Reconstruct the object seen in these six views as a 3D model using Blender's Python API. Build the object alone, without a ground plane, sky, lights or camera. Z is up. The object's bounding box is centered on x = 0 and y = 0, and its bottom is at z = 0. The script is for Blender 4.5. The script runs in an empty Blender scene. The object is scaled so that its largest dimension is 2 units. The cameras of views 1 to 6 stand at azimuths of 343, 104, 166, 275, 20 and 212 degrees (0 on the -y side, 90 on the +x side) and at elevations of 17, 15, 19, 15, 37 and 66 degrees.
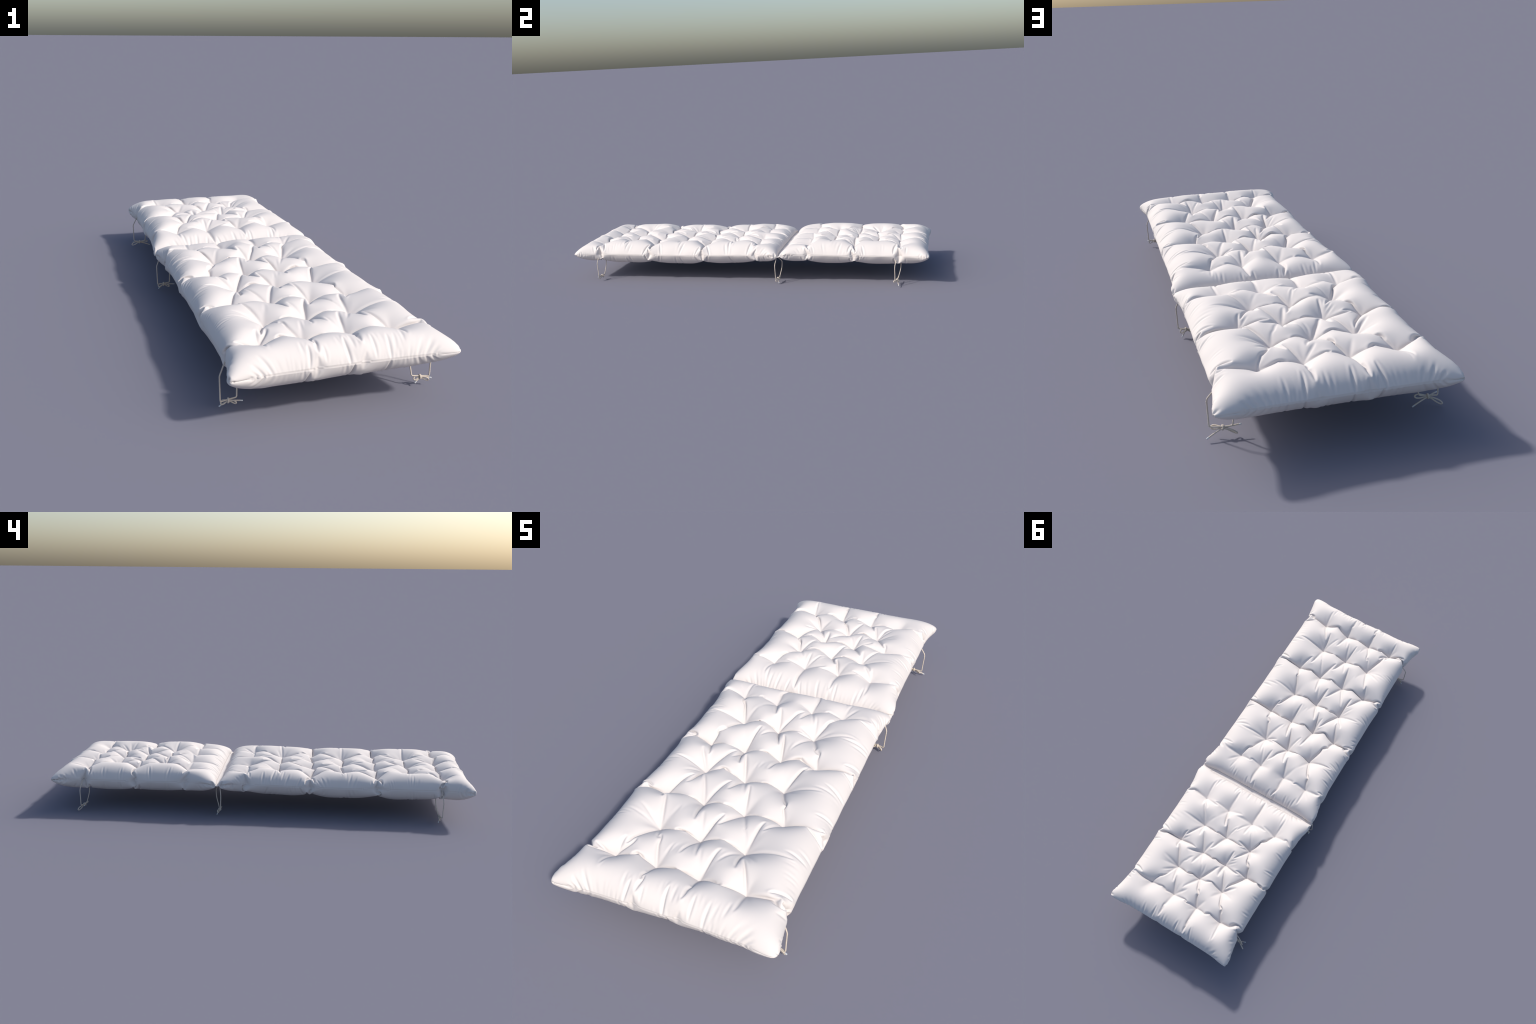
"""Tufted two-section daybed cushion with six cord ties.

The fabric is modelled as what it is: two sheets of inextensible cloth sewn
together along a perimeter seam, stuffed (inner pressure) and drawn together
at rows of tufts.  A small position-based cloth relaxation, written here in
numpy, finds the puffy shape with its creases and gathers.
"""
import bpy
import math
import numpy as np

F = np.float32
rng = np.random.default_rng(11)

# --------------------------------------------------------------------------
# dimensions (metres)
# --------------------------------------------------------------------------
SEAM_Z = 0.157

# tuft rows: (y, x positions) -- staggered 4 / 3 / 4 ...
LONG_ROWS = [
    (-0.846, (-0.205, -0.080, 0.051, 0.187)),
    (-0.699, (-0.146, -0.015, 0.121)),
    (-0.545, (-0.207, -0.080, 0.055, 0.181)),
    (-0.389, (-0.145, -0.010, 0.121)),
    (-0.238, (-0.198, -0.075, 0.055, 0.180)),
    (-0.081, (-0.142, -0.014, 0.116)),
    (0.065, (-0.204, -0.077, 0.058, 0.175)),
]
SHORT_ROWS = [
    (0.361, (-0.200, -0.072, 0.065, 0.195)),
    (0.483, (-0.135, 0.000, 0.125)),
    (0.602, (-0.190, -0.068, 0.058, 0.187)),
    (0.720, (-0.125, 0.002, 0.123)),
    (0.845, (-0.196, -0.063, 0.065, 0.191)),
]


# --------------------------------------------------------------------------
# cloth relaxation
# --------------------------------------------------------------------------
class Pillow:
    """Two rectangular sheets, X[3, sheet, row(y), column(x)]."""

    def __init__(self, y0, y1, rows, flat_half, flat_sy, flat_margin0,
                 flat_margin1, side_x, tuft_z, seed, hinge_end):
        self.rows = rows
        self.y0, self.y1 = y0, y1
        self.side_x = side_x
        self.tuft_z = tuft_z
        self.hinge_end = hinge_end            # +1: hinge at y1, -1: at y0
        # flat pattern: tuft rows stretched by flat_sy, end margins given
        ya, yb = rows[0][0], rows[-1][0]
        self.fy0 = -flat_margin0
        self.fy1 = (yb - ya) * flat_sy + flat_margin1
        self.ya, self.sy = ya, flat_sy
        self.fh = flat_half
        self.rng = np.random.default_rng(seed)
        self.jitter = self.rng.uniform(-0.0035, 0.0035, (64, 2))
        self.phase = self.rng.uniform(0, 6.283, (12, 3))
        self.wave = self.rng.normal(0, 1, (12, 2))
        # map of final y -> flat y and back along the side seams
        self.map_final = np.array([y0, ya, yb, y1])
        self.map_flat = np.array([self.fy0, 0.0, (yb - ya) * flat_sy,
                                  self.fy1])

    def start(self, h):
        self.nx = int(round(2 * self.fh / h)) + 1
        self.ny = int(round((self.fy1 - self.fy0) / h)) + 1
        fx = np.linspace(-self.fh, self.fh, self.nx)
        fy = np.linspace(self.fy0, self.fy1, self.ny)
        X = np.zeros((3, 2, self.ny, self.nx), F)
        gx, gy = np.meshgrid(fx, fy)
        final_y = np.interp(gy, self.map_flat, self.map_final)
        X[0] = gx * (self.side_x / self.fh)
        X[1] = final_y
        dome = (np.clip(1 - (gx / self.fh) ** 2, 0, 1) ** 0.5)
        edge = np.minimum(gy - self.fy0, self.fy1 - gy)
        dome = dome * np.clip(edge / 0.08, 0, 1) ** 0.5
        n = self.rng.normal(0, 1, (2, self.ny, self.nx)) * 0.0008
        X[2, 0] = SEAM_Z + 0.035 * dome
        X[2, 1] = SEAM_Z - 0.035 * dome
        X[2] += n
        self.X = X
        self.Xp = X.copy()
        self.setup(fx, fy)

    def setup(self, fx, fy):
        self.fx, self.fy = fx, fy
        self.hx = F(fx[1] - fx[0])
        self.hy = F(fy[1] - fy[0])
        # flat pattern with rounded corners -> rest lengths
        r = self.corner_r
        gx, gy = np.meshgrid(fx, fy)
        cy, hy2 = 0.5 * (fy[0] + fy[-1]), 0.5 * (fy[-1] - fy[0])
        a = np.clip((np.abs(gx) - (self.fh - r)) / r, 0, 1)
        b = np.clip((np.abs(gy - cy) - (hy2 - r)) / r, 0, 1)
        a2 = a * np.sqrt(1 - b * b / 2)
        b2 = b * np.sqrt(1 - a * a / 2)
        G = np.stack([gx + np.sign(gx) * (a2 - a) * r,
                      gy + np.sign(gy - cy) * (b2 - b) * r])
        # a little spare cloth at the outer corners keeps them full
        for e, on in ((fy[0], self.hinge_end != -1), (fy[-1], self.hinge_end != 1)):
            k = 0.008 if on else 0.004
            q = np.exp(-((gy - e) / 0.09) ** 2) * np.abs(gx / self.fh) ** 3
            G[0] += np.sign(gx) * k * q
            G[1] += np.sign(e - cy) * k * 0.7 * q
        # slight unevenness of the cut cloth
        for (px, py, _), (wx, wy) in zip(self.phase, self.wave):
            w = np.sin(gx * wx * 28 + gy * wy * 28 + px)
            G[0] += 0.0004 * w * np.cos(py)
            G[1] += 0.0004 * w * np.sin(py)
        nrm = lambda d: np.hypot(d[0], d[1]).astype(F)
        self.rx = nrm(G[:, :, 1:] - G[:, :, :-1])
        self.ry = nrm(G[:, 1:] - G[:, :-1])
        self.rd = nrm(G[:, 1:, 1:] - G[:, :-1, :-1])
        self.re = nrm(G[:, 1:, :-1] - G[:, :-1, 1:])
        # cloth is eased: a little longer inside than along the sewn edge
        ins = np.clip(np.minimum(self.fh - np.abs(gx),
                                 hy2 - np.abs(gy - cy)), 0, None)
        ease = 1 + self.ease * (1 - np.exp(-(ins / 0.045) ** 1.5))
        for e in (fy[0], fy[-1]):
            dc2 = (self.fh - np.abs(gx)) ** 2 + (gy - e) ** 2
            ease = ease + self.corner_ease * np.exp(-dc2 / 0.06 ** 2)
        avg = lambda p, q: (0.5 * (p + q)).astype(F)
        f0, f1 = 0.0, (self.rows[-1][0] - self.ya) * self.sy
        past = np.maximum(f0 - gy, gy - f1)          # beyond the end tuft rows
        ease_x = 1 + (ease - 1) * (1 - 0.45 * np.clip(past / 0.05, 0, 1))
        self.rx *= avg(ease_x[:, 1:], ease_x[:, :-1])
        self.ry *= avg(ease[1:], ease[:-1])
        # the seam is gathered round each corner, so corners stay full
        for cx_ in (0, -1):
            for ry_, e in ((0, fy[0]), (-1, fy[-1])):
                gather = 1 - self.gather * np.exp(
                    -((self.fh - np.abs(fx)) / 0.045) ** 2) * (np.sign(fx) == (1 if cx_ else -1))
                self.rx[ry_] *= avg(gather[1:], gather[:-1])
                gather = 1 - self.gather * np.exp(-((fy - e) / 0.045) ** 2)
                self.ry[:, cx_] *= avg(gather[1:], gather[:-1])
        self.rd *= avg(ease[1:, 1:], ease[:-1, :-1])
        self.re *= avg(ease[1:, :-1], ease[:-1, 1:])
        ti, tj, tt = [], [], []
        for (y, xs), zt in zip(self.rows, self.tuft_z):
            for x in xs:
                end = y in (self.rows[0][0], self.rows[-1][0])
                jx, jy = self.jitter[len(ti)]
                flat_y = (y - self.ya) * self.sy + jy
                flat_x = x * (1.02 if end else self.tuft_sx) + jx
                ti.append(int(np.argmin(abs(fy - flat_y))))
                tj.append(int(np.argmin(abs(fx - flat_x))))
                tt.append((x, y, zt))
        self.ti, self.tj = np.array(ti), np.array(tj)
        self.tt = np.array(tt, F).T                       # 3, n
        self.mask = self.fill_mask(gx, gy)
        # --- seam targets -------------------------------------------------
        yy = np.interp(fy, self.map_flat, self.map_final)
        d0 = np.abs(yy - self.y0)
        d1 = np.abs(self.y1 - yy)
        f0 = 0.010 if self.hinge_end == -1 else 0.020
        f1 = 0.010 if self.hinge_end == 1 else 0.020
        base = self.side_x + f0 * np.exp(-(d0 / 0.085) ** 2) \
            + f1 * np.exp(-(d1 / 0.085) ** 2)
        pinch = np.zeros_like(yy)
        for (y, xs) in self.rows:
            if len(xs) == 4:
                amp = 0.027 if abs(y) > 0.8 else 0.013
                pinch += amp * np.exp(-((yy - y) / 0.016) ** 2)
        self.side_target = (base - pinch).astype(F)
        self.corner_trim = 0.0 if self.hinge_end == 1 else (
            0.010 * np.exp(-(d1 / 0.085) ** 2)).astype(F)
        # the seams dip towards the hinge
        dh = d1 if self.hinge_end == 1 else d0
        self.side_z = (SEAM_Z + self.sag(yy) -
                       0.007 * np.exp(-(dh / 0.03) ** 2)).astype(F)
        self.side_y = yy.astype(F)
        ex = np.interp(fx, (-self.fh, self.fh), (-1, 1))
        self.end_x = (ex * (self.side_x + 0.02)).astype(F)
        inner0 = [x for x in self.rows[0][1] if abs(x) < 0.12]
        inner1 = [x for x in self.rows[-1][1] if abs(x) < 0.12]
        p0 = sum(np.exp(-((self.end_x - x) / 0.016) ** 2) for x in inner0)
        p1 = sum(np.exp(-((self.end_x - x) / 0.016) ** 2) for x in inner1)
        bow = (1 - ex ** 2)
        k0 = 0.2 if self.hinge_end == -1 else 1.2
        k1 = 0.2 if self.hinge_end == 1 else 0.5
        skew = 0.0 if self.hinge_end == -1 else 0.004
        self.end_y0 = (self.y0 - skew * ex +
                       k0 * (0.008 * bow + 0.006 * p0)).astype(F)
        self.end_y1 = (self.y1 - k1 * (0.008 * bow + 0.006 * p1)).astype(F)

    tuft_sx = 1.04
    corner_r = 0.05

    @staticmethod
    def sag(y):
        """the long section hangs a little in its middle"""
        return 0.004 * np.exp(-((y - 0.27) / 0.22) ** 2) - \
            0.004 * np.exp(-((y + 0.35) / 0.3) ** 2)

    def fill_mask(self, gx, gy):
        """stuffing is thin along the lines that join neighbouring tufts and
        along the lines from the outermost tufts to the seam"""
        seg = []
        P, k = [], 0
        for (y, xs) in self.rows:
            row = []
            for _ in xs:
                row.append((self.fx[self.tj[k]], self.fy[self.ti[k]]))
                k += 1
            P.append(row)
        for r in range(len(P) - 1):
            for p in P[r]:
                for q in P[r + 1]:
                    if abs(p[0] - q[0]) < 0.10:
                        seg.append((p, q, 1.0))
        for r, e in ((0, self.fy0), (-1, self.fy1)):
            for p, q in zip(P[r][:-1], P[r][1:]):
                seg.append((p, q, 0.9))
            for p in P[r][1:-1]:
                seg.append((p, (p[0] * 1.04, e), 1.8))
        for row in P:
            if len(row) == 4:
                amp = 1.9 if row in (P[0], P[-1]) else 1.7
                seg.append((row[0], (-self.fh, row[0][1]), amp))
                seg.append((row[-1], (self.fh, row[-1][1]), amp))
        thin = np.zeros_like(gx)
        for (p, q, amp) in seg:
            dx, dy = q[0] - p[0], q[1] - p[1]
            t = np.clip(((gx - p[0]) * dx + (gy - p[1]) * dy) /
                        (dx * dx + dy * dy), 0, 1)
            d2 = (gx - p[0] - t * dx) ** 2 + (gy - p[1] - t * dy) ** 2
            thin = np.maximum(thin, amp * np.exp(-d2 / self.crease_w ** 2))
        return (1 - self.crease_k * thin).astype(F)

    crease_w = 0.009
    crease_k = 0.45
    ease = 0.055
    gather = 0.50
    corner_ease = 0.22

    def refine(self):
        X = self.X
        ny, nx = 2 * self.ny - 1, 2 * self.nx - 1
        Y = np.zeros((3, 2, ny, nx), F)
        Y[:, :, ::2, ::2] = X
        Y[:, :, 1::2, ::2] = 0.5 * (X[:, :, 1:] + X[:, :, :-1])
        Y[:, :, :, 1::2] = 0.5 * (Y[:, :, :, 2::2] + Y[:, :, :, :-2:2])
        self.X, self.Xp = Y, Y.copy()
        self.ny, self.nx = ny, nx
        self.setup(np.linspace(self.fx[0], self.fx[-1], nx),
                   np.linspace(self.fy[0], self.fy[-1], ny))

    @staticmethod
    def project(a, b, rest, k_stretch, k_squash):
        d = b - a
        ln = np.sqrt(d[0] * d[0] + d[1] * d[1] + d[2] * d[2]) + F(1e-9)
        e = ln - rest
        k = np.where(e > 0, F(0.5 * k_stretch), F(0.5 * k_squash))
        d *= (k * e / ln)[None]
        a += d
        b -= d

    def constraints(self, k_shear, k_squash, k_bend, k_seam):
        X = self.X
        P = self.project
        for s in (0, 1):
            n = (self.nx - s) // 2
            P(X[..., s:s + 2 * n:2], X[..., s + 1:s + 2 * n:2],
              self.rx[:, s:s + 2 * n:2], 1, k_squash)
        for s in (0, 1):
            n = (self.ny - s) // 2
            P(X[:, :, s:s + 2 * n:2], X[:, :, s + 1:s + 2 * n:2],
              self.ry[s:s + 2 * n:2], 1, k_squash)
        for s in (0, 1):
            n = (self.ny - s) // 2
            A = X[:, :, s:s + 2 * n:2]
            B = X[:, :, s + 1:s + 2 * n:2]
            P(A[..., :-1], B[..., 1:], self.rd[s:s + 2 * n:2],
              k_shear, 0.5 * k_shear)
            P(A[..., 1:], B[..., :-1], self.re[s:s + 2 * n:2],
              k_shear, 0.5 * k_shear)
        if k_bend > 0:
            m = (X[..., :-2] + X[..., 2:]) * F(0.5) - X[..., 1:-1]
            m *= F(k_bend * 0.5)
            X[..., 1:-1] += m
            m *= F(0.5)
            X[..., :-2] -= m
            X[..., 2:] -= m
            m = (X[:, :, :-2] + X[:, :, 2:]) * F(0.5) - X[:, :, 1:-1]
            m *= F(k_bend * 0.5)
            X[:, :, 1:-1] += m
            m *= F(0.5)
            X[:, :, :-2] -= m
            X[:, :, 2:] -= m
        # perimeter seam: the two sheets share these points
        for sl in ((slice(None), 0), (slice(None), -1)):
            mid = 0.5 * (X[:, 0][:, sl[0], sl[1]] + X[:, 1][:, sl[0], sl[1]])
            sign = -1 if sl[1] == 0 else 1
            mid[0] += k_seam * (0.005 + sign * self.side_target +
                                (sign < 0) * self.corner_trim - mid[0])
            mid[1] += 0.05 * k_seam * (self.side_y - mid[1])
            mid[2] += k_seam * (self.side_z - mid[2])
            X[:, 0][:, sl[0], sl[1]] = mid
            X[:, 1][:, sl[0], sl[1]] = mid
        for r, ty in ((0, self.end_y0), (-1, self.end_y1)):
            mid = 0.5 * (X[:, 0, r] + X[:, 1, r])
            mid[1] += k_seam * (ty - mid[1])
            mid[0] += 0.3 * k_seam * (self.end_x - mid[0])
            mid[2] += k_seam * (self.side_z[r] - mid[2])
            X[:, 0, r] = mid
            X[:, 1, r] = mid
        # tufts
        T = self.tt
        X[0, :, self.ti, self.tj] = T[0][:, None]
        X[1, :, self.ti, self.tj] = T[1][:, None]
        X[2, 0, self.ti, self.tj] = SEAM_Z + (T[2] - SEAM_Z) * self.pull + \
            (1 - self.pull) * 0.03
        X[2, 1, self.ti, self.tj] = SEAM_Z + (T[2] - self.tuft_gap - SEAM_Z) * \
            self.pull - (1 - self.pull) * 0.03

    pull = 1.0
    tuft_gap = 0.021

    def normals(self):
        X = self.X
        gx = np.gradient(X, axis=3) / self.hx
        gy = np.gradient(X, axis=2) / self.hy
        N = np.cross(gx, gy, axis=0)
        N[:, 1] *= -1
        return N.astype(F)

    def relax(self, steps, iters, pressure, damp, k_shear=0.35, k_squash=0.5,
              k_bend=0.1, k_seam=0.06, ramp=None):
        for s in range(steps):
            if ramp:
                self.pull = min(1.0, ramp[0] + (ramp[1] - ramp[0]) * s /
                                max(1, steps - 1))
            V = (self.X - self.Xp) * F(damp)
            self.Xp = self.X.copy()
            self.X += V + F(pressure) * self.normals() * self.mask
            for _ in range(iters):
                self.constraints(k_shear, k_squash, k_bend, k_seam)

    def groove(self, depth):
        """draw the stitched perimeter in a little"""
        X = self.X
        c = 0.25 * (X[:, 0, :, 1] + X[:, 1, :, 1] + X[:, 0, :, 2] + X[:, 1, :, 2])
        d = c - X[:, 0, :, 0]
        d = d / (np.linalg.norm(d, axis=0) + 1e-9) * depth
        X[:, :, :, 0] += d[:, None]
        c = 0.25 * (X[:, 0, :, -2] + X[:, 1, :, -2] + X[:, 0, :, -3] + X[:, 1, :, -3])
        d = c - X[:, 0, :, -1]
        d = d / (np.linalg.norm(d, axis=0) + 1e-9) * depth
        X[:, :, :, -1] += d[:, None]
        for r, q, q2 in ((0, 1, 2), (-1, -2, -3)):
            c = 0.25 * (X[:, 0, q, 1:-1] + X[:, 1, q, 1:-1] +
                        X[:, 0, q2, 1:-1] + X[:, 1, q2, 1:-1])
            d = c - X[:, 0, r, 1:-1]
            d = d / (np.linalg.norm(d, axis=0) + 1e-9) * depth
            X[:, :, r, 1:-1] += d[:, None]

    def mesh(self, name):
        ny, nx = self.ny, self.nx
        top = np.arange(ny * nx).reshape(ny, nx)
        bot = top + ny * nx
        inner = np.zeros((ny, nx), bool)
        inner[1:-1, 1:-1] = True
        bot = np.where(inner, bot, top)
        quads = [np.stack([top[:-1, :-1], top[:-1, 1:], top[1:, 1:], top[1:, :-1]], -1),
                 np.stack([bot[:-1, :-1], bot[1:, :-1], bot[1:, 1:], bot[:-1, 1:]], -1)]
        quads = np.concatenate([q.reshape(-1, 4) for q in quads])
        co = self.X.reshape(3, -1).T
        used, inv = np.unique(quads, return_inverse=True)
        quads = inv.reshape(-1, 4)
        co = co[used]
        me = bpy.data.meshes.new(name)
        me.vertices.add(len(co))
        me.vertices.foreach_set("co", np.ascontiguousarray(co, F).ravel())
        me.loops.add(quads.size)
        me.loops.foreach_set("vertex_index", quads.astype(np.int32).ravel())
        me.polygons.add(len(quads))
        me.polygons.foreach_set("loop_start", np.arange(0, quads.size, 4, dtype=np.int32))
        me.polygons.foreach_set("loop_total", np.full(len(quads), 4, np.int32))
        me.polygons.foreach_set("use_smooth", np.ones(len(quads), bool))
        me.update()
        me.validate()
        return me


def stuff(p):
    p.start(0.010)
    p.relax(60, 10, 0.00014, 0.95, k_bend=0.02, ramp=(0.0, 1.0))
    p.relax(100, 10, 0.00014, 0.95, k_bend=0.02)
    p.refine()
    p.relax(80, 12, 0.000043, 0.95, k_bend=0.012, k_squash=0.8)
    p.refine()
    p.relax(40, 10, 0.000013, 0.93, k_bend=0.008, k_squash=0.9)
    p.relax(8, 10, 0.000013, 0.4, k_bend=0.02, k_squash=0.9)
    return p


def cloth_material(name, color, grain, bump, scale):
    """plain woven cloth: even colour with a faint thread grain"""
    m = bpy.data.materials.new(name)
    m.use_nodes = True
    nt = m.node_tree
    N, L = nt.nodes, nt.links
    b = N["Principled BSDF"]
    b.inputs["Roughness"].default_value = 0.85
    b.inputs["Specular IOR Level"].default_value = 0.2
    tc = N.new("ShaderNodeTexCoord")
    n = N.new("ShaderNodeTexNoise")
    n.inputs["Scale"].default_value = scale
    n.inputs["Detail"].default_value = 3
    L.new(tc.outputs["Object"], n.inputs["Vector"])
    r = N.new("ShaderNodeValToRGB")
    r.color_ramp.elements[0].position = 0.3
    r.color_ramp.elements[1].position = 0.7
    r.color_ramp.elements[0].color = (*[c * (1 - grain) for c in color], 1)
    r.color_ramp.elements[1].color = (*[c * (1 + grain) for c in color], 1)
    L.new(n.outputs["Fac"], r.inputs["Fac"])
    L.new(r.outputs["Color"], b.inputs["Base Color"])
    bp = N.new("ShaderNodeBump")
    bp.inputs["Strength"].default_value = bump
    bp.inputs["Distance"].default_value = 0.001
    L.new(n.outputs["Fac"], bp.inputs["Height"])
    L.new(bp.outputs["Normal"], b.inputs["Normal"])
    return m


fabric = cloth_material("cotton_fabric", (0.675, 0.631, 0.606), 0.012, 0.05, 600)
cord = cloth_material("cord_cotton", (0.60, 0.53, 0.455), 0.10, 0.4, 900)
tip = cloth_material("plastic_tip", (0.56, 0.58, 0.60), 0.0, 0.0, 100)
tip.node_tree.nodes["Principled BSDF"].inputs["Roughness"].default_value = 0.3

root = bpy.data.objects.new("daybed_cushion", None)
bpy.context.scene.collection.objects.link(root)
root["label"] = "white tufted two-section daybed cushion with cord ties"
root["category"] = "cushion"


def add(name, me, mat, parent=root):
    o = bpy.data.objects.new(name, me)
    bpy.context.scene.collection.objects.link(o)
    o.parent = parent
    if mat:
        me.materials.append(mat)
    return o


long_p = Pillow(-0.991, 0.191, LONG_ROWS, 0.3355, 1.038, 0.164, 0.137, 0.308,
                [0.166, 0.163, 0.161, 0.157, 0.157, 0.160, 0.174], 3, 1)
short_p = Pillow(0.210, 0.997, SHORT_ROWS, 0.3355, 1.040, 0.158, 0.166, 0.308,
                 [0.179, 0.178, 0.175, 0.170, 0.172], 4, -1)
short_p.tuft_gap = 0.030
long_p.tilt, short_p.tilt = 0.009, 0.015
for p in (long_p, short_p):
    stuff(p)
    p.X[2] += p.tilt * p.X[0]            # the cushion lies slightly tilted
    p.groove(0.0020)
for p in (long_p, short_p):
    o = add("cushion_section", p.mesh("cushion_section"), fabric)


# --------------------------------------------------------------------------
# hinge strip sewn between the facing seams of the two sections
# --------------------------------------------------------------------------
def grid_mesh(name, P, close_u=False):
    """P[n, m, 3] -> quad grid"""
    n, m = P.shape[:2]
    idx = np.arange(n * m).reshape(n, m)
    faces = []
    for j in range(m if close_u else m - 1):
        k = (j + 1) % m
        for i in range(n - 1):
            faces.append((idx[i, j], idx[i + 1, j], idx[i + 1, k], idx[i, k]))
    me = bpy.data.meshes.new(name)
    me.from_pydata([tuple(map(float, p)) for p in P.reshape(-1, 3)], [],
                   [tuple(map(int, f)) for f in faces])
    me.polygons.foreach_set("use_smooth", np.ones(len(me.polygons), bool))
    return me


a = long_p.X[:, 0, -1].T
b = short_p.X[:, 0, 0].T
ts = np.linspace(0, 1, 7)
strip = np.stack([a * (1 - t) + b * t + np.array([0, 0, -0.004]) *
                  math.sin(math.pi * t) for t in ts])
hinge = add("hinge_strip", grid_mesh("hinge_strip", strip), fabric)
sol = hinge.modifiers.new("thickness", "SOLIDIFY")
sol.thickness = 0.0025
sol.offset = 0


# --------------------------------------------------------------------------
# cord ties
# --------------------------------------------------------------------------
def smooth_path(points, per=8, closed=False):
    """Catmull-Rom through the control points"""
    p = np.array(points, float)
    p = np.vstack([2 * p[0] - p[1], p, 2 * p[-1] - p[-2]])
    out = []
    for i in range(1, len(p) - 2):
        for t in np.linspace(0, 1, per, endpoint=False):
            a0, a1, a2, a3 = p[i - 1], p[i], p[i + 1], p[i + 2]
            out.append(0.5 * (2 * a1 + (a2 - a0) * t +
                              (2 * a0 - 5 * a1 + 4 * a2 - a3) * t * t +
                              (3 * a1 - a0 - 3 * a2 + a3) * t ** 3))
    out.append(p[-2])
    return np.array(out)


def tube(path, radius, sides=10, twist_relief=0.0):
    """closed-ended tube along a path; returns vertices and faces"""
    t = np.gradient(path, axis=0)
    t /= np.linalg.norm(t, axis=1)[:, None] + 1e-12
    up = np.array([0.31, 0.87, 0.38])
    u = up - t[0] * (up @ t[0])
    u /= np.linalg.norm(u)
    verts, faces = [], []
    ang = np.linspace(0, 2 * math.pi, sides, endpoint=False)
    s = 0.0
    for i, c in enumerate(path):
        u = u - t[i] * (u @ t[i])
        u /= np.linalg.norm(u)
        v = np.cross(t[i], u)
        if i:
            s += np.linalg.norm(path[i] - path[i - 1])
        for a_ in ang:
            rr = radius * (1 + twist_relief * math.cos(3 * a_ + s * 900))
            verts.append(c + rr * (math.cos(a_) * u + math.sin(a_) * v))
    n = len(path)
    for i in range(n - 1):
        for k in range(sides):
            k2 = (k + 1) % sides
            faces.append((i * sides + k, i * sides + k2,
                          (i + 1) * sides + k2, (i + 1) * sides + k))
    faces.append(tuple(range(sides))[::-1])
    faces.append(tuple((n - 1) * sides + k for k in range(sides)))
    return verts, faces


def merge(parts, name):
    V, Fc = [], []
    for v, f in parts:
        o_ = len(V)
        V += [tuple(map(float, q)) for q in v]
        Fc += [tuple(int(i) + o_ for i in q) for q in f]
    me = bpy.data.meshes.new(name)
    me.from_pydata(V, [], Fc)
    me.polygons.foreach_set("use_smooth", np.ones(len(me.polygons), bool))
    return me


CORD_R = 0.0021

# knot (x, y, z), outer-strand y offset sign, then offsets from the knot as
# (outward, y, z): outer loop, inner loop, outer tail, inner tail
TIES = [
    ((-0.290, -0.840, 0.026), -1, (0.020, 0.004, -0.009), (-0.022, -0.005, -0.009),
     (0.024, 0.009, -0.021), (-0.040, -0.006, -0.004)),
    ((0.288, -0.856, 0.027), -1, (0.024, -0.008, -0.010), (-0.018, 0.004, -0.007),
     (0.031, -0.012, -0.003), (-0.017, -0.002, -0.019)),
    ((-0.289, 0.193, 0.025), -1, (0.020, 0.006, -0.009), (-0.022, -0.004, -0.010),
     (0.019, 0.010, -0.022), (-0.044, -0.005, -0.003)),
    ((0.290, 0.190, 0.027), -1, (0.018, -0.008, -0.012), (-0.024, 0.005, -0.011),
     (0.015, 0.008, -0.0245), (-0.042, 0.004, -0.004)),
    ((-0.291, 0.852, 0.026), 1, (0.034, 0.021, -0.019), (-0.037, -0.006, 0.001),
     (0.033, -0.010, 0.002), (-0.050, 0.008, -0.022)),
    ((0.286, 0.834, 0.027), -1, (0.029, -0.015, -0.004), (-0.036, 0.010, -0.018),
     (0.046, 0.012, -0.020), (-0.050, 0.004, 0.003)),
]

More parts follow.
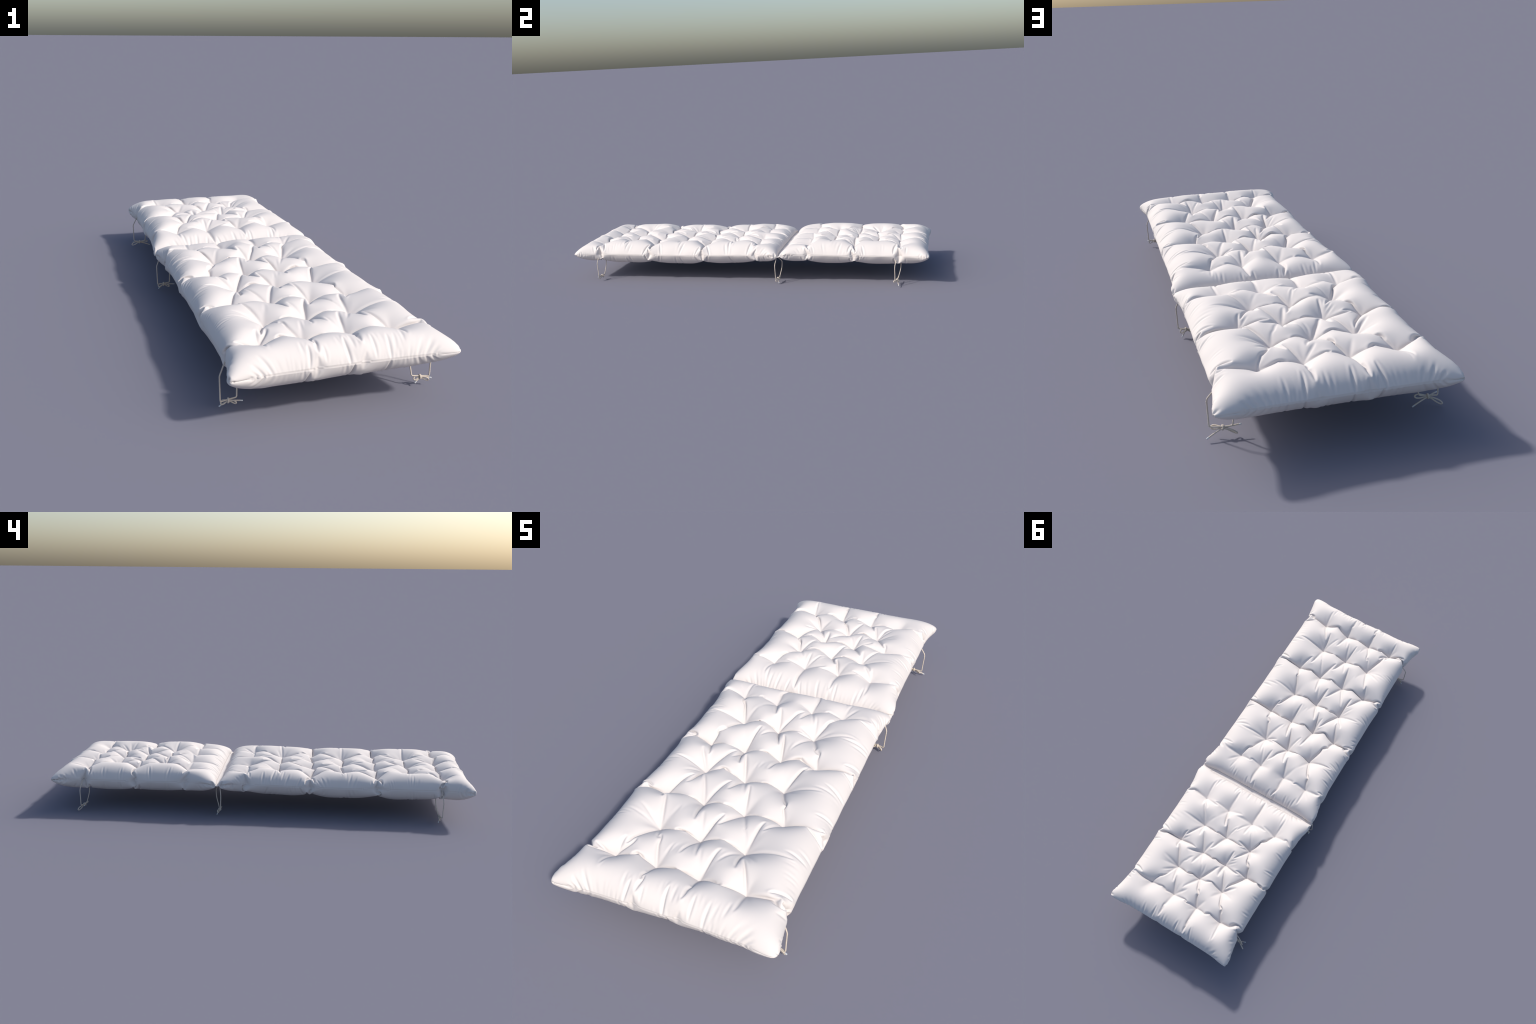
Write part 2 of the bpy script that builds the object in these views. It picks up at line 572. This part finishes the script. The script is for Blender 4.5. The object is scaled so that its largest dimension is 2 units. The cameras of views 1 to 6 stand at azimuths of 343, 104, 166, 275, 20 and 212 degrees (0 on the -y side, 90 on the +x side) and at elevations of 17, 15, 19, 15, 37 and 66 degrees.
for K, f, loop_o, loop_i, tail_o, tail_i in TIES:
    K = np.array(K)
    sx = math.copysign(1, K[0])
    L_ = lambda u, y, z: K + np.array([sx * u, y, z])
    parts = []
    # loop round the bed frame: down from the seam pinch, under, up again
    ys = 0.009 * f
    rise = SEAM_Z - 0.006 - K[2]
    ou = 0.010 if K[0] > 0 and K[1] > 0.5 else 0.0    # this one hangs wider
    outer = [L_(-0.010, -0.3 * ys, rise + 0.004), L_(0.006, 0.2 * ys, rise - 0.005),
             L_(0.0215 + ou, 0.9 * ys, 0.090), L_(0.0260 + ou, 1.05 * ys, 0.078),
             L_(0.0262 + ou, 1.1 * ys, 0.070), L_(0.0252 + ou, ys, 0.030),
             L_(0.0250 + ou, ys, 0.012), L_(0.0242 + ou, 0.95 * ys, 0.0045),
             L_(0.0205 + ou, 0.8 * ys, 0.0022), L_(0.010, 0.3 * ys, 0.0016),
             L_(0.000, 0.0, 0.0012)]
    parts.append(tube(smooth_path(outer, 6), CORD_R, twist_relief=0.04))
    inner = [L_(-0.010, 0.3 * ys, rise - 0.004), L_(-0.020, -1.4 * ys, rise - 0.022),
             L_(-0.0300, -2.1 * ys, 0.090), L_(-0.0308, -2.2 * ys, 0.080),
             L_(-0.0295, -1.9 * ys, 0.050), L_(-0.0262, -0.8 * ys, 0.012),
             L_(-0.0250, -0.6 * ys, 0.0050), L_(-0.0215, -0.45 * ys, 0.0028),
             L_(-0.010, -0.3 * ys, 0.0018), L_(0.000, 0.0, 0.0016)]
    parts.append(tube(smooth_path(inner, 6), CORD_R, twist_relief=0.04))
    # bow loops: teardrops out and back
    for e in (loop_o, loop_i):
        e = np.array(e)
        w = np.cross(e / np.linalg.norm(e), (0.0, 0.55, 0.83))
        w = np.array([0, w[1], w[2]]) if abs(e[0]) < 0.01 else np.array(
            [0.25 * -e[2] / 0.02, 0.35 * np.sign(e[1]), 0.75])
        w = w / np.linalg.norm(w) * 0.0058
        q = [(0, 0, -0.002), 0.30 * e + 0.45 * w, 0.68 * e + 0.98 * w,
             0.93 * e + 0.62 * w, 1.0 * e - 0.1 * w, 0.90 * e - 0.75 * w,
             0.62 * e - 0.85 * w, 0.28 * e - 0.45 * w, (0, 0, -0.004)]
        parts.append(tube(smooth_path([L_(*p_) for p_ in q], 6), CORD_R,
                          twist_relief=0.04))
    # tails with stiff plastic ends
    tips = []
    for e in (tail_o, tail_i):
        e = np.array(e)
        ln = np.linalg.norm(e)
        q = smooth_path([L_(0, 0, -0.003),
                         L_(*(0.35 * e + np.array([0, 0, -0.001]))),
                         L_(*(0.7 * e)), L_(*e)], 8)
        cut = int(len(q) * (1 - 0.009 / max(ln, 0.02)))
        parts.append(tube(q[:cut + 1], CORD_R, twist_relief=0.04))
        end = q[cut:].copy()
        tips.append(tube(end, CORD_R * 0.97, sides=12))
    # knot: two turns wrapped round the bundle plus a crossing strand
    th = np.linspace(0, 4 * math.pi, 40)
    wrap = np.array([L_(-0.002 + 0.004 * q / (4 * math.pi),
                        0.0048 * math.cos(q), -0.0012 + 0.0062 * math.sin(q))
                     for q in th])
    parts.append(tube(wrap, CORD_R))
    tie = add("tie_cord", merge(parts, "tie_cord"), cord)
    for t_ in tips:
        add("cord_tip", merge([t_], "cord_tip"), tip, tie)
